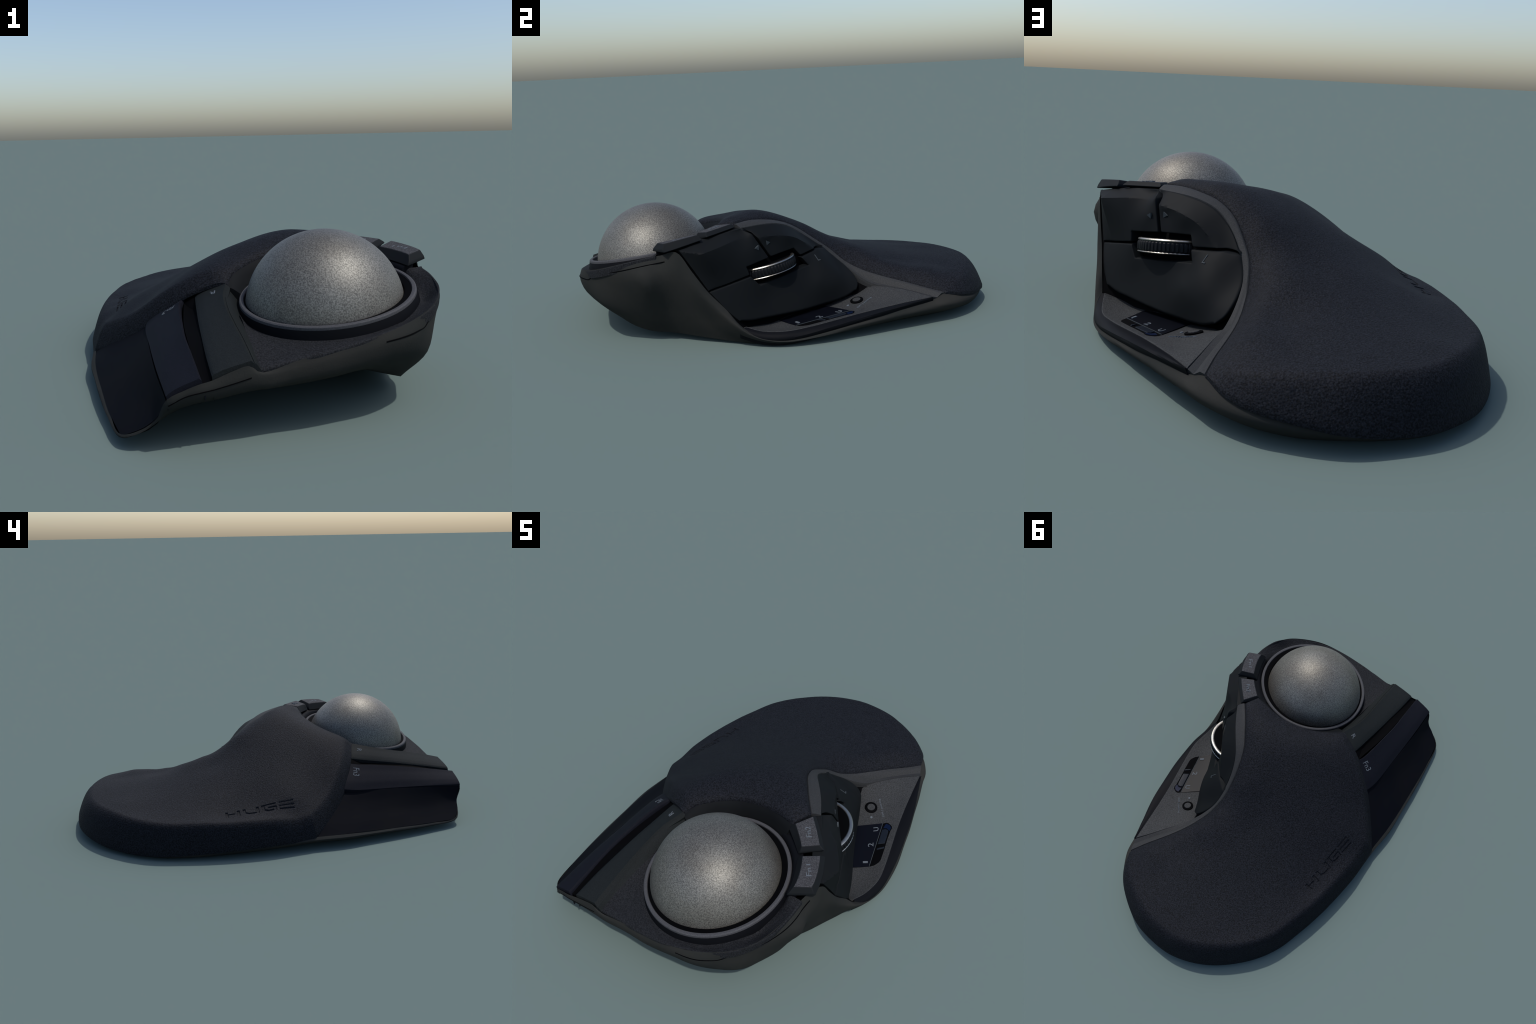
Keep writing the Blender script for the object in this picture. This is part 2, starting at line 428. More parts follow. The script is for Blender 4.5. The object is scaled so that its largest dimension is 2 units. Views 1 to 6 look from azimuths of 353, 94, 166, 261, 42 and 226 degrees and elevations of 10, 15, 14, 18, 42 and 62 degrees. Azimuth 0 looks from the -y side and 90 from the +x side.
# dark channel floor between the two keys
loft("key_channel", M_BLACK,
     [[(-.255, -.40, .295), (-.23, -.40, .294), (-.205, -.42, .302)],
      [(-.26, -.614, .272), (-.235, -.62, .270), (-.205, -.64, .274)],
      [(-.25, -.76, .252), (-.225, -.77, .250), (-.2, -.77, .254)],
      [(-.222, -.978, .202), (-.209, -.976, .199), (-.192, -.972, .206)]], 6, 30, (0, 0, -.03))

# ----------------------------------------------------------------------------
# ball, ring, socket and deck
# ----------------------------------------------------------------------------
RN = A((.11, .142, 0)); RN = A((-.11, -.142, 1.)); RN /= np.linalg.norm(RN)
RC = A((.219, -.579, .356))
BALL_C, BALL_R = A((.2143, -.5703, .2922)), .268
# the ball is built down to just below its ring; the rest would sit inside the socket
prof = [(BALL_R*math.sin(t), BALL_R*math.cos(t)) for t in np.linspace(0, math.radians(96), 60)]+[(.2, -.05), (.0001, -.06)]
revolve("track_ball", M_BALL, prof, BALL_C, RN, 144)
revolve("ball_ring", M_RING, [(.279, -.012), (.279, -.005), (.281, -.001), (.284, .0), (.291, .0), (.2945, -.003), (.2955, -.008), (.2955, -.012), (.279, -.012)], RC, RN, 160)
revolve("ring_collar", M_LIP, [(.281, -.05), (.281, -.0115), (.2965, -.0115), (.302, -.03), (.306, -.055), (.281, -.05)], RC, RN, 160)
revolve("ball_socket", M_BLACK, [(.284, -.005), (.268, -.007), (.257, -.010), (.24, -.05), (.0001, -.085), (.0001, -.10), (.284, -.09), (.286, -.02), (.284, -.005)], RC, RN, 96)  # floor nearly flush with the ring; black colour stands in for the gap's shade

deck_front = [(-.053, -.955, .221), (.005, -.948, .231), (.063, -.942, .242), (.121, -.937, .252), (.181, -.929, .262), (.27, -.912, .279),
              (.36, -.882, .298), (.44, -.842, .315), (.51, -.785, .334), (.557, -.716, .356), (.582, -.654, .374), (.588, -.6, .386), (.587, -.546, .397), (.58, -.49, .405)]
deck_in = [(.58, -.49, .405), (.55, -.492, .402), (.525, -.497, .40)]
def ring_arc(r, a0, a1, n, dz):
    ux = np.cross((0, 1, 0), RN); ux /= np.linalg.norm(ux); uy = np.cross(RN, ux)
    return [RC+RN*dz+r*(ux*math.cos(t)+uy*math.sin(t)) for t in np.linspace(a0, a1, n)]
inner_arc = ring_arc(.296, math.radians(15), math.radians(-170), 60, -.04)
deck_left = [(-.078, -.63, .30), (-.074, -.69, .287), (-.07, -.781, .27), (-.062, -.872, .248), (-.053, -.955, .221)]
deck_segs = [(spline(deck_front, 110), .008), (spline(deck_in+[tuple(inner_arc[0])], 14), 0),
             (A(inner_arc), 0), (spline([tuple(inner_arc[-1])]+deck_left, 50), 0)]
patch("ball_deck", M_DECK, deck_segs, [(.2, -.9, .268), (.4, -.8, .315), (.5, -.66, .352), (0, -.85, .252)], spacing=.012, depth=.03)

# added black filler, reads as the gap between ring and the small keys
_a0, _a1 = math.radians(15), math.radians(72)
loft("ring_gap_filler", M_LIP, [[p, q, r] for p, q, r in zip(ring_arc(.2955, _a0, _a1, 16, -.010), ring_arc(.306, _a0, _a1, 16, .008), ring_arc(.345, _a0, _a1, 16, .014))], 7, 40, (0, 0, -.03))
# wall between the palm rest's edge and the ring
rows = []
arc = spline(pad_arc, 40)
for p in arc:
    d = p-RC; d -= RN*(d @ RN); d /= np.linalg.norm(d)
    rows.append([p+A((0, 0, -.010))+d*.006, p*.6+(RC+d*.305)*.4+A((0, 0, -.004)), RC+d*.299-RN*.008])
loft("ball_fascia", M_FASCIA, rows, 8, 40, (0, 0, -.03))

# ----------------------------------------------------------------------------
# the two small keys beside the ball
# ----------------------------------------------------------------------------
def fn_key(name, ti, to, bi, bo, bow):
    """bevelled block: inner/outer top edges and inner/outer foot edges, each as (back, front)."""
    n = 7; rows = []
    for i in range(n):
        t = i/(n-1); k = 4*t*(1-t)
        f = lambda e, s: A(e[0])*(1-t)+A(e[1])*t+s*k*bow
        I, Oo = f(ti, 1), f(to, 1); BI, BO = f(bi, .8), f(bo, 1)
        rows.append((BI, I, Oo, BO))
    # pull end rows in at the top so that the ends are bevelled too
    v, fc = [], []
    def ring(r, dn=0.):
        k = len(v)
        for p in r: v.append(A(p)+A((0, 0, -dn)))
        return k
    ks = []
    e0 = [rows[0][0], rows[0][0]*.5+rows[0][1]*.5, rows[0][2]*.5+rows[0][3]*.5, rows[0][3]]
    back = (A(ti[0])-A(ti[1])); back /= np.linalg.norm(back)
    ks.append(ring([q+back*.012 for q in (rows[0][0], rows[0][1]*.35+rows[0][0]*.65, rows[0][2]*.35+rows[0][3]*.65, rows[0][3])]))
    for r in rows: ks.append(ring(r))
    ks.append(ring([q-back*.012 for q in (rows[-1][0], rows[-1][1]*.35+rows[-1][0]*.65, rows[-1][2]*.35+rows[-1][3]*.65, rows[-1][3])]))
    for a, b in zip(ks[:-1], ks[1:]):
        for j in range(3): fc.append((a+j, a+j+1, b+j+1, b+j))
        fc.append((a+3, a, b, b+3))
    fc += [(ks[0], ks[0]+1, ks[0]+2, ks[0]+3), (ks[-1]+3, ks[-1]+2, ks[-1]+1, ks[-1])]
    ob = finish(name, v, fc, M_FN_SIDE, angle=20)
    ob.data.materials.append(M_FN)          # grained cap on the top facets
    nk = len(ks)
    for p in ob.data.polygons:
        c = A(p.center); q = [A(r[1]) for r in rows]+[A(r[2]) for r in rows]
        if p.normal.z > .9 and all(min(np.linalg.norm(A(ob.data.vertices[i].co)-w) for w in q) < 1e-4 for i in p.vertices):
            p.material_index = 1
    bv = ob.modifiers.new("round", "BEVEL"); bv.width = .0035; bv.segments = 2; bv.limit_method = "ANGLE"; bv.angle_limit = math.radians(20)
    return ob
bow = A((.010, -.004, 0))
fn_key("fn_key_small", ((.467, -.361, .461), (.534, -.488, .449)), ((.522, -.324, .475), (.588, -.450, .458)),
       ((.445, -.367, .425), (.517, -.505, .412)), ((.537, -.307, .452), (.603, -.437, .424)), bow)
fn_key("fn_key_small", ((.345, -.263, .477), (.436, -.33, .466)), ((.375, -.192, .486), (.487, -.285, .478)),
       ((.328, -.280, .440), (.422, -.338, .430)), ((.387, -.178, .470), (.503, -.273, .461)), bow*.6)

# ----------------------------------------------------------------------------
# thumb side: frame strip, three buttons, scroll wheel
# ----------------------------------------------------------------------------
strip_inner = [(.383, -.15, .47), (.33, -.085, .469), (.278, -.03, .464), (.236, .012, .453), (.198, .053, .433), (.171, .097, .401),
               (.153, .144, .365), (.143, .191, .328), (.139, .237, .289), (.145, .285, .248), (.166, .335, .208), (.194, .385, .172),
               (.222, .435, .150), (.25, .49, .143), (.279, .542, .141), (.32, .616, .134), (.366, .69, .122)]
n = 90; so, si = spline(strip_outer, n), spline(strip_inner, n)
rows = []
for i in range(n):
    t = i/(n-1); o, q = so[i], si[i]
    fall = .012*min(1, max(0, (t-.55)/.15))
    dirn = (o-q)/max(np.linalg.norm(o-q), 1e-6)
    rows.append([o+dirn*.004+A((0, 0, -.012)), o-dirn*.003+A((0, 0, -.003)), o*.7+q*.3, o*.35+q*.65+A((0, 0, -fall)), q+A((0, 0, -.002)), q-dirn*.002+A((0, 0, -.012))])
loft("thumb_frame_strip", M_STRIP, rows, 21, n, (-.01, -.008, -.03), smooth_u=False)

slot = dict(tl=(.484, -.121, .316), tr=(.294, .078, .345), br=(.295, .144, .266), bl=(.474, -.067, .232))
split_slot = (.392, -.025, .331)
gap = .003
# tilt-left button
tl_top = [(.592, -.385, .424), (.54, -.325, .441), (.46, -.233, .458), (.389, -.15, .465)]
tl_split = [(.389, -.15, .465), (.402, -.098, .443), (.396, -.029, .333)]
tl_bot = [(.396, -.029, .333), (.484, -.121, .318), (.485, -.109, .282), (.54, -.20, .262), (.583, -.278, .247)]
tl_left = [(.583, -.278, .247), (.588, -.33, .335), (.592, -.385, .424)]
patch("tilt_left_button", M_PANEL,
      [(line(tl_top, .006), .03, "chamfer"), (line(tl_split, .006), .004), (line(tl_bot, .006), .004), (line(tl_left, .006), .06, "chamfer")],
      [(.587, -.285, .414), (.402, -.098, .443), (.494, -.19, .43), (.422, -.08, .384), (.583, -.278, .247), (.584, -.282, .3)],
      frame=WALL, spacing=.008, depth=.04, lam=2e-4)
# tilt-right button
tr_top = [(.379, -.142, .465), (.33, -.083, .464), (.28, -.028, .458), (.24, .014, .447), (.203, .055, .427), (.176, .098, .396),
          (.158, .145, .361), (.149, .19, .327), (.147, .215, .317)]
tr_bot = [(.147, .215, .317), (.198, .184, .323), (.290, .108, .312), (.293, .079, .347), (.386, -.021, .335)]
tr_split = [(.386, -.021, .335), (.392, -.088, .444), (.379, -.142, .465)]
patch("tilt_right_button", M_PANEL,
      [(spline(tr_top, 60), .042, "chamfer"), (line(tr_bot, .006), .004), (line(tr_split, .006), .004)],
      [(.396, -.08, .445), (.353, -.025, .449), (.312, .025, .448), (.277, .066, .438), (.243, .108, .414), (.216, .142, .376), (.199, .172, .327),
       (.366, -.033, .394), (.31, .05, .4)],
      frame=WALL, spacing=.008, depth=.04, lam=2e-4)
# big left-click button with its thumb scoop
lc_top = [(.583, -.274, .24), (.54, -.195, .256), (.486, -.104, .274), (.474, -.067, .231), (.295, .144, .265), (.296, .113, .303), (.198, .188, .314), (.146, .219, .308)]
lc_right = [(.146, .219, .308), (.142, .237, .289), (.146, .279, .251), (.166, .323, .215), (.191, .355, .182), (.219, .371, .149), (.247, .362, .124)]
lc_bot = [(.247, .362, .124), (.276, .318, .104), (.312, .259, .094), (.35, .196, .089), (.388, .136, .085), (.427, .075, .085), (.469, .013, .088), (.509, -.045, .092), (.545, -.103, .094), (.574, -.155, .104)]
lc_left = [(.574, -.155, .104), (.584, -.205, .155), (.585, -.24, .2), (.583, -.274, .24)]
patch("left_click_button", M_PANEL,
      [(line(lc_top, .006), .004), (spline(lc_right, 40), .006), (spline(lc_bot, 70), .012), (spline(lc_left, 24), .005)],
      [(.254, .186, .288), (.462, -.038, .19), (.330, .188, .2), (.257, .278, .21), (.275, .293, .165), (.240, .247, .25)],
      frame=WALL, spacing=.008, depth=.035, lam=3e-4)
# added black backing plate, reads as depth behind the wheel and the gaps
W = lambda u, v, w: tuple(from_frame([(u, v, w)], WALL)[0])
patch("wheel_backing", M_BLACK, [(line([W(-.31, .26, -.06), W(-.1, .14, -.02), W(.3, .14, -.02), W(.33, .27, -.07), W(.19, .39, -.10), W(-.05, .41, -.11), W(-.33, .39, -.10), W(-.31, .26, -.06)], .03), 0)],
      [W(.05, .29, .006), W(-.08, .28, .004), W(.18, .31, -.002)], frame=WALL, spacing=.03, depth=.02)
wc = A((.395, .003, .2875))-WALL[3]*.115
axis = A((-.05, -.22, .95)); ch = A((-.148, .168, .024)); ch /= np.linalg.norm(ch); axis -= ch*(axis @ ch); axis /= np.linalg.norm(axis)
wc = A((.384, -.004, .2875)); fwd = np.cross(ch, axis); fwd *= np.sign(fwd @ WALL[3]); wc = wc-fwd*.090
wheel = bpy.data.objects.new("scroll_wheel", None); bpy.context.scene.collection.objects.link(wheel); wheel.parent = ROOT
revolve("wheel_tread", M_RUBBER, [(.06, -.018), (.144, -.018), (.149, -.013), (.1495, 0), (.149, .013), (.144, .018), (.06, .018), (.06, -.018)], wc, axis, 360,
        parent=wheel, bump=lambda i, k: (-.0035 if (i//2) % 3 == 0 and 1 < k < 5 else 0))
rim = [(.132, 0.0), (.138, .0), (.146, .0015), (.148, .005), (.145, .009), (.137, .0105), (.132, .0085), (.132, 0)]
revolve("wheel_rim", M_CHROME, [(r, h+.0175) for r, h in rim], wc, axis, 128, parent=wheel)
revolve("wheel_rim", M_CHROME, [(r, -h*.7-.0175) for r, h in rim], wc, axis, 128, parent=wheel)
revolve("wheel_hub", M_BLACK, [(.0001, -.021), (.133, -.021), (.133, .024), (.0001, .024)], wc, axis, 96, parent=wheel)

# ----------------------------------------------------------------------------
# shelf with pairing button and slide switch
# ----------------------------------------------------------------------------
lip_in = [(.582, -.13, .084), (.590, -.06, .066), (.588, .043, .063), (.556, .144, .069), (.516, .245, .079), (.474, .35, .091), (.437, .455, .102), (.404, .56, .113), (.367, .684, .122)]
lip_out = [(.602, -.155, .066), (.616, -.06, .040), (.617, .03, .037), (.600, .12, .045), (.573, .22, .062), (.537, .325, .078), (.492, .445, .096), (.436, .561, .108), (.372, .69, .119)]
seam = [(.368, .686, .122), (.32, .612, .133), (.279, .539, .139), (.245, .48, .139), (.215, .43, .135)]
under = [(.215, .43, .135), (.21, .36, .1), (.27, .24, .075), (.36, .09, .06), (.45, -.06, .055), (.53, -.17, .06), (.588, -.13, .082)]
patch("shelf", M_SHELF, [(spline(lip_in, 90), .004), (spline(seam, 30), .002), (line(under, .02), 0)],
      [(.31, .356, .094), (.445, .333, .083), (.518, .089, .055), (.482, .087, .056), (.44, .186, .064), (.326, .237, .072), (.55, .0, .054), (.36, .5, .108)],
      spacing=.014, depth=.03)
li, lo_ = spline(lip_in, 80), spline(lip_out, 80)
loft("shelf_lip", M_LIP, [[a+A((0, 0, -.003)), a*.5+b*.5+A((.004, 0, .003)), b+A((0, 0, .001)), b+A((-.004, 0, -.012))] for a, b in zip(li, lo_)], 9, 80, (-.01, 0, -.02))

def on_shelf(x, y, dz=0.):
    return A((x, y, SURF["shelf"]([(x, y)])[0]+dz))
_z = [SURF['shelf']([p])[0] for p in ((.29, .356), (.33, .356), (.31, .336), (.31, .376))]
shelf_n = A((-(_z[1]-_z[0])/.04, -(_z[3]-_z[2])/.04, 1.)); shelf_n /= np.linalg.norm(shelf_n)
bc = on_shelf(.31, .356, .003)
revolve("button_groove_disc", M_BLACK, [(.0001, -.012), (.03, -.012), (.03, .0016), (.0285, .0026), (.0001, .0026)], bc, shelf_n, 48)  # black disc on top of the shelf, in place of a sunk groove
revolve("pairing_button", M_SHELF, [(.0001, -.01), (.0185, -.01), (.0185, .004), (.0175, .005), (.0001, .005)], bc, shelf_n, 48)
revolve("status_light", M_MARK, [(.0001, -.006), (.0058, -.006), (.0058, .002), (.005, .003), (.0001, .003)], on_shelf(.3435, .315), shelf_n, 24)

def shelf_plate(name, mat, pts, rise, depth=.01, r=0., parent=ROOT):
    """flat piece lying on the shelf; pts in plan."""
    P = [tuple(on_shelf(x, y, rise)) for x, y in pts]; P.append(P[0])
    return patch(name, mat, [(line(P, .005), r)], [], spacing=.012, depth=depth, lam=1e-6, parent=parent)
switch = bpy.data.objects.new("slide_switch", None); bpy.context.scene.collection.objects.link(switch); switch.parent = ROOT
shelf_plate("switch_window", M_GLOSS, [(.29, .19), (.4065, .3225), (.508, .0815), (.44, .005)], .0018, parent=switch)
shelf_plate("switch_recess_plate", M_BLACK, [(.4075, .3225), (.416, .335), (.428, .339), (.4385, .3365), (.450, .333), (.4577, .324), (.4615, .3052), (.479, .259), (.5017, .206),
                                       (.520, .160), (.527, .143), (.528, .1274), (.523, .1045), (.509, .082)], .001, parent=switch)  # black plate lying on the shelf, in place of a sunk slider recess
shelf_plate("switch_tab", M_BLUE, [(.425, .299), (.4385, .308), (.4585, .302), (.4535, .3225), (.438, .332), (.420, .329)], .0025, parent=switch)
shelf_plate("switch_slider", M_SLIDE, [(.427, .289), (.4395, .3015), (.452, .301), (.4575, .294), (.4745, .256), (.485, .2285), (.4615, .206)], .0045, r=.002, parent=switch)
shelf_plate("switch_ridge", M_SLIDE, [(.474, .184), (.478, .176), (.4995, .203), (.4955, .211)], .005, r=.002, parent=switch)
shelf_plate("switch_divider", M_MARK_DIM, [(.4055, .3215), (.4075, .3225), (.509, .082), (.507, .081)], .003, parent=switch)

# ----------------------------------------------------------------------------
# lower housing: stations round the object, each from upper edge to underside
# ----------------------------------------------------------------------------
# front wall, from the flank tip to the deck
front_wall = [
    ((-.452, -.912, .038), (-.452, -.920, .032), (-.445, -.917, .028), (-.43, -.905, .026)),
    ((-.400, -.947, .060), (-.398, -.954, .055), (-.387, -.940, .056), (-.36, -.90, .060)),
    ((-.350, -.961, .097), (-.346, -.966, .092), (-.338, -.950, .088), (-.31, -.905, .087)),
    ((-.318, -.990, .162), (-.314, -.994, .145), (-.305, -.972, .122), (-.27, -.910, .107)),
    ((-.268, -.991, .186), (-.265, -.994, .168), (-.252, -.970, .137), (-.22, -.910, .121)),
    ((-.225, -.990, .201), (-.223, -.991, .176), (-.21, -.968, .143), (-.18, -.910, .127)),
    ((-.190, -.980, .206), (-.187, -.984, .180), (-.17, -.965, .148), (-.14, -.910, .133)),
    ((-.135, -.974, .226), (-.130, -.978, .192), (-.12, -.962, .158), (-.09, -.910, .142)),
    ((-.085, -.968, .238), (-.080, -.972, .204), (-.07, -.958, .164), (-.05, -.912, .147)),
    ((-.052, -.960, .214), (-.048, -.965, .204), (-.03, -.955, .166), (-.01, -.914, .149)),
]
# curved wall below the ball deck and the thumb frame
ball_wall = [
    ((.063, -.942, .238), (.063, -.946, .212), (.06, -.938, .176), (.06, -.905, .152)),
    ((.181, -.928, .258), (.181, -.932, .230), (.18, -.922, .188), (.17, -.885, .160)),
    ((.290, -.905, .280), (.292, -.910, .250), (.29, -.895, .20), (.27, -.85, .165)),
    ((.405, -.862, .307), (.417, -.870, .275), (.41, -.850, .20), (.35, -.77, .130)),
    ((.503, -.788, .332), (.519, -.766, .304), (.51, -.752, .18), (.435, -.69, .080)),
    ((.555, -.716, .354), (.572, -.680, .330), (.535, -.655, .16), (.470, -.61, .050)),
    ((.580, -.600, .382), (.605, -.590, .330), (.555, -.570, .16), (.482, -.545, .036)),
    ((.578, -.530, .396), (.622, -.532, .310), (.552, -.505, .16), (.482, -.480, .030)),
    ((.572, -.470, .404), (.600, -.470, .325), (.545, -.445, .15), (.498, -.42, .028)),
    ((.592, -.400, .420), (.600, -.400, .330), (.562, -.365, .14), (.522, -.340, .022)),
    ((.594, -.340, .335), (.605, -.325, .260), (.563, -.290, .10), (.538, -.27, .016)),
    ((.590, -.280, .245), (.608, -.252, .182), (.583, -.210, .07), (.56, -.175, .008)),
    ((.590, -.208, .165), (.613, -.175, .110), (.600, -.125, .04), (.57, -.09, .000)),
    ((.590, -.135, .078), (.615, -.085, .048), (.608, -.050, .020), (.575, -.02, .000)),
]
# low wall below the shelf
shelf_wall = [
    ((.606, .020, .030), (.619, .026, .026), (.612, .040, .018), (.575, .06, .003)),
    ((.582, .140, .036), (.598, .138, .033), (.594, .130, .024), (.545, .13, .006)),
    ((.556, .235, .052), (.572, .225, .046), (.572, .222, .032), (.51, .20, .012)),
    ((.504, .392, .074), (.523, .373, .060), (.510, .373, .042), (.46, .35, .018)),
    ((.456, .503, .088), (.473, .493, .068), (.458, .490, .047), (.41, .47, .020)),
    ((.408, .600, .098), (.430, .598, .074), (.414, .593, .050), (.36, .58, .022)),
    ((.362, .690, .106), (.388, .688, .080), (.372, .686, .052), (.32, .68, .022)),
    ((.325, .750, .124), (.356, .765, .084), (.338, .764, .052), (.28, .75, .020)),
]
# foot of the palm rest, round the heel and up the left side
heel_wall = [
    ((.225, .880, .100), (.252, .885, .072), (.235, .872, .038), (.18, .84, .008)),
    ((.130, .938, .085), (.140, .945, .060), (.125, .920, .024), (.09, .885, .000)),
    ((.028, .974, .068), (.030, .976, .050), (.02, .945, .020), (-.01, .90, .000)),
    ((-.08, .980, .055), (-.08, .980, .042), (-.09, .955, .016), (-.13, .91, .000)),
    ((-.198, .966, .048), (-.199, .966, .034), (-.205, .945, .012), (-.22, .89, .000)),
    ((-.304, .921, .042), (-.306, .922, .028), (-.305, .908, .010), (-.31, .86, .000)),
    ((-.393, .858, .034), (-.395, .860, .022), (-.392, .850, .008), (-.38, .80, .000)),
    ((-.467, .779, .030), (-.470, .781, .020), (-.462, .775, .006), (-.44, .74, .000)),
    ((-.529, .691, .028), (-.532, .693, .018), (-.522, .688, .006), (-.49, .67, .000)),
    ((-.579, .576, .031), (-.582, .578, .020), (-.570, .574, .006), (-.53, .56, .000)),
    ((-.605, .438, .038), (-.609, .439, .026), (-.596, .437, .008), (-.55, .43, .000)),
    ((-.620, .300, .047), (-.626, .300, .034), (-.610, .300, .014), (-.56, .30, .000)),
    ((-.624, .150, .055), (-.630, .150, .042), (-.612, .150, .020), (-.555, .15, .000)),
    ((-.617, 0, .060), (-.625, 0, .048), (-.605, -.005, .026), (-.54, -.01, .003)),
    ((-.598, -.150, .061), (-.610, -.150, .049), (-.590, -.155, .030), (-.525, -.16, .008)),
    ((-.586, -.295, .059), (-.602, -.300, .047), (-.582, -.300, .027), (-.51, -.31, .010)),
    ((-.560, -.441, .054), (-.574, -.445, .044), (-.556, -.450, .027), (-.49, -.45, .012)),
    ((-.531, -.593, .049), (-.544, -.597, .040), (-.528, -.600, .026), (-.47, -.60, .014)),
    ((-.497, -.751, .042), (-.506, -.755, .034), (-.494, -.760, .024), (-.45, -.76, .016))]
stations = front_wall+ball_wall+shelf_wall+heel_wall
NS = 320
cols = [spline([s[k] for s in stations], NS, True) for k in range(4)]
verts, faces = [], []
prof_rows = []
nu = 14
for i in range(NS):
    sec = spline([cols[k][i] for k in range(4)], nu); sec[:, 2] = np.maximum(sec[:, 2], 0)
    prof_rows.append(sec)
verts = list(np.vstack(prof_rows))
for i in range(NS):
    for j in range(nu-1):
        a, b = i*nu+j, ((i+1) % NS)*nu+j
        faces.append((a, b, b+1, a+1))
# underside
bl = A([r[-1] for r in prof_rows])
H = TPS([tuple(p) for p in bl[::4]]+[(0, -.4, .07), (-.2, -.5, .06), (0, .3, .02), (.25, -.6, .10)], 1e-4)
g = np.stack(np.meshgrid(np.arange(-.7, .7, .04), np.arange(-1, 1, .04)), -1).reshape(-1, 2)
g = g[inside(g, bl[:, :2])]; e, _, _ = seg_dist(g, bl[:, :2], np.roll(bl[:, :2], -1, 0)); g = g[e > .015]
V, F = cdt(bl[:, :2], [], g)
k = len(verts); z = np.maximum(H(V), 0.)
for p, zz in zip(V, z): verts.append(A((p[0], p[1], zz)))
for i in range(NS):   # weld rim heights
    d = np.abs(V-bl[i, :2]).sum(1); m = d.argmin(); verts[k+m] = bl[i]
faces += [tuple(k+i for i in f[::-1]) for f in F]
# hidden core closing the top under the covers
tl = A([r[0] for r in prof_rows]); tin = tl.copy()
ctrl = [(x, y, zz-.05) for x, y, zz in pad_top if -.45 < x < .3 and y < .85]
ctrl += [(.31, .356, .06), (.445, .333, .05), (.5, .089, .03), (.44, .186, .04), (.35, .5, .08), (.27, .3, .06), (.4, .06, .035), (.53, -.1, .04)]
ctrl += [(.5, -.32, .36), (.42, -.2, .40), (.3, -.1, .41), (.2, 0, .39), (.52, -.4, .36), (-.15, -.6, .26), (-.3, -.6, .21), (-.14, -.85, .20), (-.28, -.9, .15),
         (.05, -.9, .20), (.3, -.85, .22), (.5, -.65, .30), (-.42, -.5, .08), (-.4, -.8, .055), (-.5, -.3, .06), (-.46, -.42, .07), (-.35, -.9, .06), (-.45, -.28, .1), (-.36, -.5, .15), (-.36, -.7, .13), (.2, -.57, .22), (.05, -.57, .21), (.35, -.57, .24), (.2, -.4, .25), (.2, -.72, .21),
         (.2, -.28, .36), (0, -.36, .33), (-.08, -.45, .30)]
Hc = TPS([tuple(p-A((0, 0, .004))) for p in tl[::4]]+ctrl, 1e-4)
g = np.stack(np.meshgrid(np.arange(-.7, .7, .025), np.arange(-1, 1, .025)), -1).reshape(-1, 2)
g = g[inside(g, tl[:, :2])]; e, _, _ = seg_dist(g, tl[:, :2], np.roll(tl[:, :2], -1, 0)); g = g[e > .012]
V, F = cdt(tl[:, :2], [], g)
z = Hc(V)
finish("lower_housing", verts, faces, M_BASE, angle=50)
cv = [A((p[0], p[1], zz-.003)) for p, zz in zip(V, z)]
finish("inner_core", cv, F, M_BLACK, angle=50)

# ----------------------------------------------------------------------------
# printed marks
# ----------------------------------------------------------------------------
def mark(name, verts2d, faces, O, Rp, Up, mat, lift=.0012):
    """2-D outline scaled to a unit box, laid in the parallelogram O-Rp-Up."""
    v = A(verts2d, float); lo, hi = v.min(0), v.max(0); v = (v-lo)/(hi-lo)
    O, Rp, Up = A(O, float), A(Rp, float), A(Up, float)
    nn = np.cross(Rp-O, Up-O); nn /= np.linalg.norm(nn)
    top = O+v[:, :1]*(Rp-O)+v[:, 1:2]*(Up-O)+nn*lift
    n = len(top); cnt = set()
    for f in faces:
        for i in range(len(f)): cnt.add((f[i], f[(i+1) % len(f)]))
    fc = [tuple(f) for f in faces]+[(b, a, n+a, n+b) for a, b in cnt if (b, a) not in cnt]
    return finish(name, np.vstack([top, top-nn*(lift+.003)]), fc, mat)

def label(name, text, O, Rp, Up, mat, lift=.0012):
    cu = bpy.data.curves.new("txt", "FONT"); cu.body = text; cu.resolution_u = 6
    ob = bpy.data.objects.new("txt", cu); bpy.context.scene.collection.objects.link(ob)
    me = ob.evaluated_get(bpy.context.evaluated_depsgraph_get()).to_mesh()
    v = [(p.co.x, p.co.y) for p in me.vertices]; f = [tuple(p.vertices) for p in me.polygons]
    bpy.data.objects.remove(ob); bpy.data.curves.remove(cu)
    key = {}; rm = []; vv = []
    for p in v:                       # weld glyph corners
        k = (round(p[0], 4), round(p[1], 4))
        if k not in key: key[k] = len(vv); vv.append(p)
        rm.append(key[k])
    f = [tuple(rm[i] for i in q) for q in f]
    return mark(name, vv, [q for q in f if len(set(q)) == len(q)], O, Rp, Up, mat, lift)

label("key_label", "Fn1", (.5559, -.4134, .4610), (.5199, -.371, .4640), (.5401, -.4252, .4580), M_MARK)
label("key_label", "Fn2", (.439, -.2747, .4780), (.401, -.24, .4840), (.4239, -.2877, .4745), M_MARK)
label("key_label", "Fn3", on_key("fn_key_long", .82, -.418), on_key("fn_key_long", .48, -.406), on_key("fn_key_long", .80, -.448), M_MARK, .0022)
label("key_label", "R", on_key("right_click_key", .64, -.478), on_key("right_click_key", .46, -.471), on_key("right_click_key", .64, -.502), M_MARK, .0018)

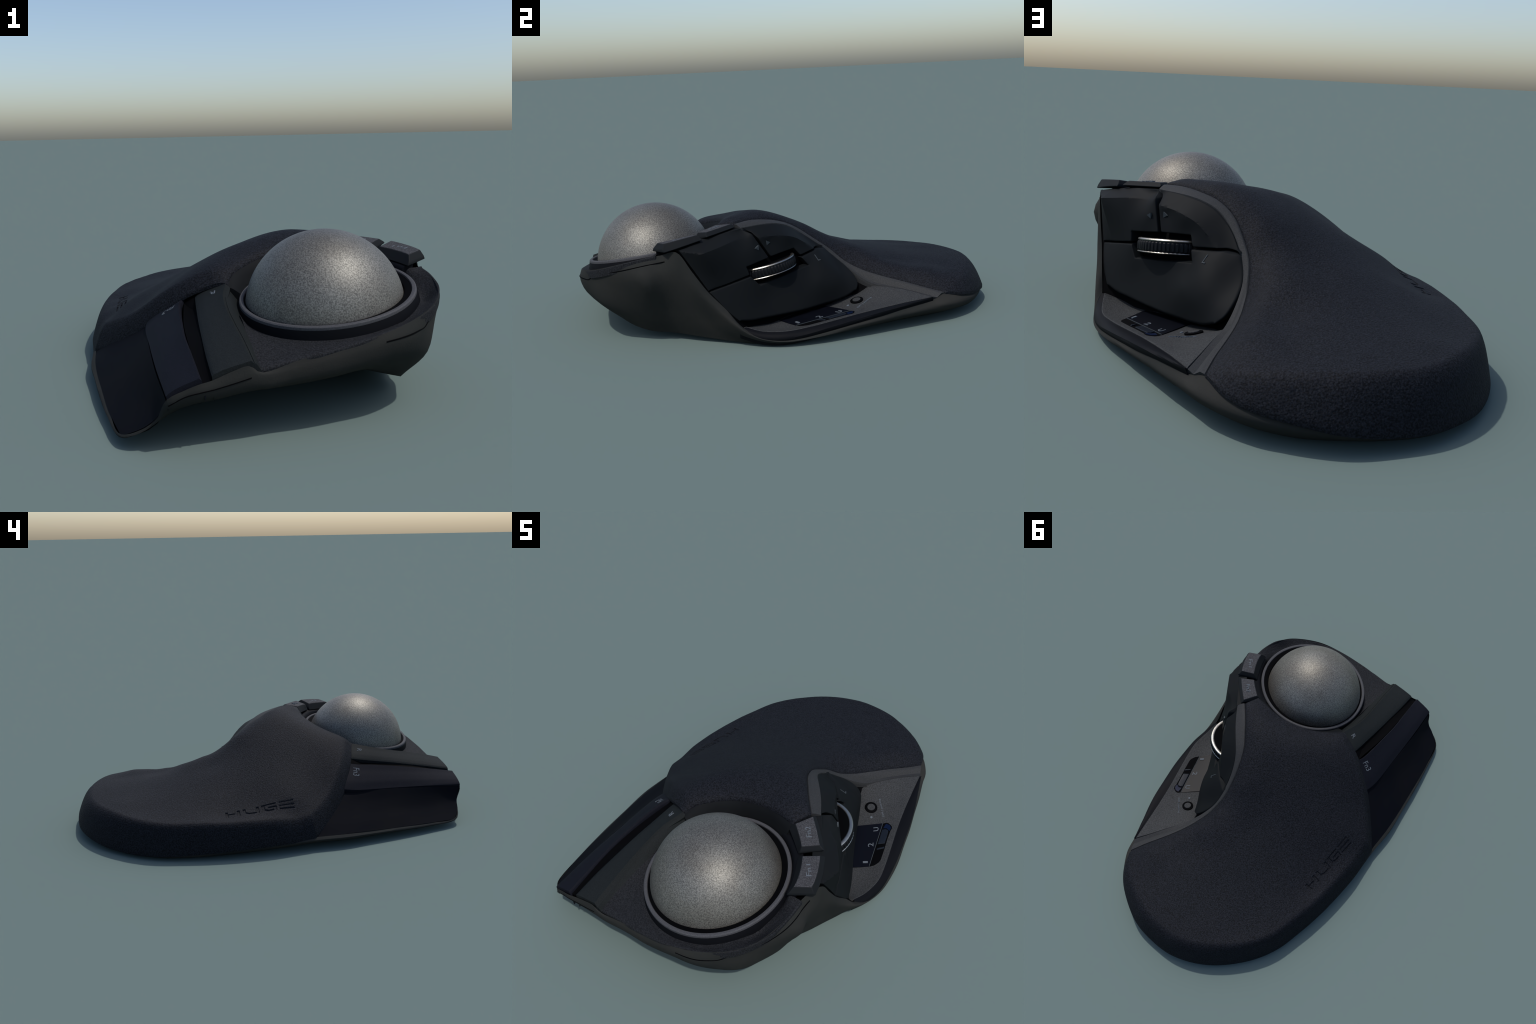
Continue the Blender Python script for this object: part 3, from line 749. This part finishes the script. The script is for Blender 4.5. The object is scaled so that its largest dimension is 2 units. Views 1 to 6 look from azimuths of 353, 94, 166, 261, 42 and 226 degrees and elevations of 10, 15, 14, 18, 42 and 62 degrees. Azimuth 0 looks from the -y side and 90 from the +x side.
def centred(l, r, t, b):
    l, r, t, b = [on_shelf(*p, .0045) for p in (l, r, t, b)]; c = (t+b)/2; m = (l+r)/2
    return (b+l-m, b+r-m, t+l-m)
label("switch_label", "1", *centred((.4850, .0820), (.4795, .0890), (.4744, .0791), (.4901, .0947)), M_MARK)
label("switch_label", "2", *centred((.4481, .1731), (.4354, .1899), (.4322, .1723), (.4493, .1911)), M_MARK)
label("switch_label", "U", *centred((.4097, .2632), (.3965, .2807), (.3955, .2621), (.4118, .2804)), M_MARK)
label("shelf_label", "DPI | pairing", on_shelf(.3915, .3590), on_shelf(.3135, .4255), on_shelf(.3840, .3510), M_MARK, .0016)

def wall_point(surface, u, v):
    return from_frame([(u, v, SURF[surface]([(u, v)])[0])], WALL)[0]
def wall_mark(name, surface, u0, v0, w, h, outline=None, text=None):
    c = wall_point(surface, u0+w/2, v0+h/2)
    pts = [c+WALL[1]*(a-.5)*w+A((0, 0, (b-.5)*h)) for a, b in ((0, 0), (1, 0), (0, 1))]
    if text:
        pts = [wall_point(surface, u0+a*w, v0+b*h) for a, b in ((0, 0), (1, 0), (0, 1))]
        return label(name, text, *pts, M_MARK_DIM, .0025)
    return mark(name, outline, [(0, 1, 2)], *pts, M_MARK_DIM, .004)
wall_mark("button_label", "left_click_button", .261, .276, .014, .023, text="L")
wall_mark("arrow_mark", "tilt_left_button", -.054, .374, .02, .021, outline=[(0, .5), (1, 0), (1, 1)])
wall_mark("arrow_mark", "tilt_right_button", .018, .384, .02, .021, outline=[(1, .5), (0, 1), (0, 0)])

# parting seams of the housing: thin dark beads along the groove lines
def seam_bead(name, pts, r=.0022):
    P = spline(pts, 90); v, f = [], []
    T = np.gradient(P, axis=0); T /= np.linalg.norm(T, axis=1)[:, None]
    for i in range(len(P)):
        a = np.cross(T[i], (0, 0, 1)); a /= np.linalg.norm(a); b = np.cross(T[i], a)
        for k in range(6):
            th = k*math.pi/3; v.append(P[i]+r*(a*math.cos(th)+b*math.sin(th)))
    for i in range(len(P)-1):
        for k in range(6):
            f.append((i*6+k, i*6+(k+1) % 6, (i+1)*6+(k+1) % 6, (i+1)*6+k))
    f += [tuple(range(6)), tuple(range((len(P)-1)*6, len(P)*6))]
    return finish(name, v, f, M_BLACK)
def on_housing(pt):
    """nearest point of the housing's wall."""
    Q = np.vstack(prof_rows); return Q[((Q-A(pt))**2).sum(1).argmin()]
seam_bead("housing_seam", [on_housing(p) for p in spline([(.33, -.90, .258), (.417, -.872, .272), (.519, -.764, .304), (.565, -.675, .333), (.585, -.594, .351), (.59, -.522, .363), (.58, -.455, .377)], 14)])
seam_bead("housing_seam", [w[1] for w in front_wall[3:9]], .0018)
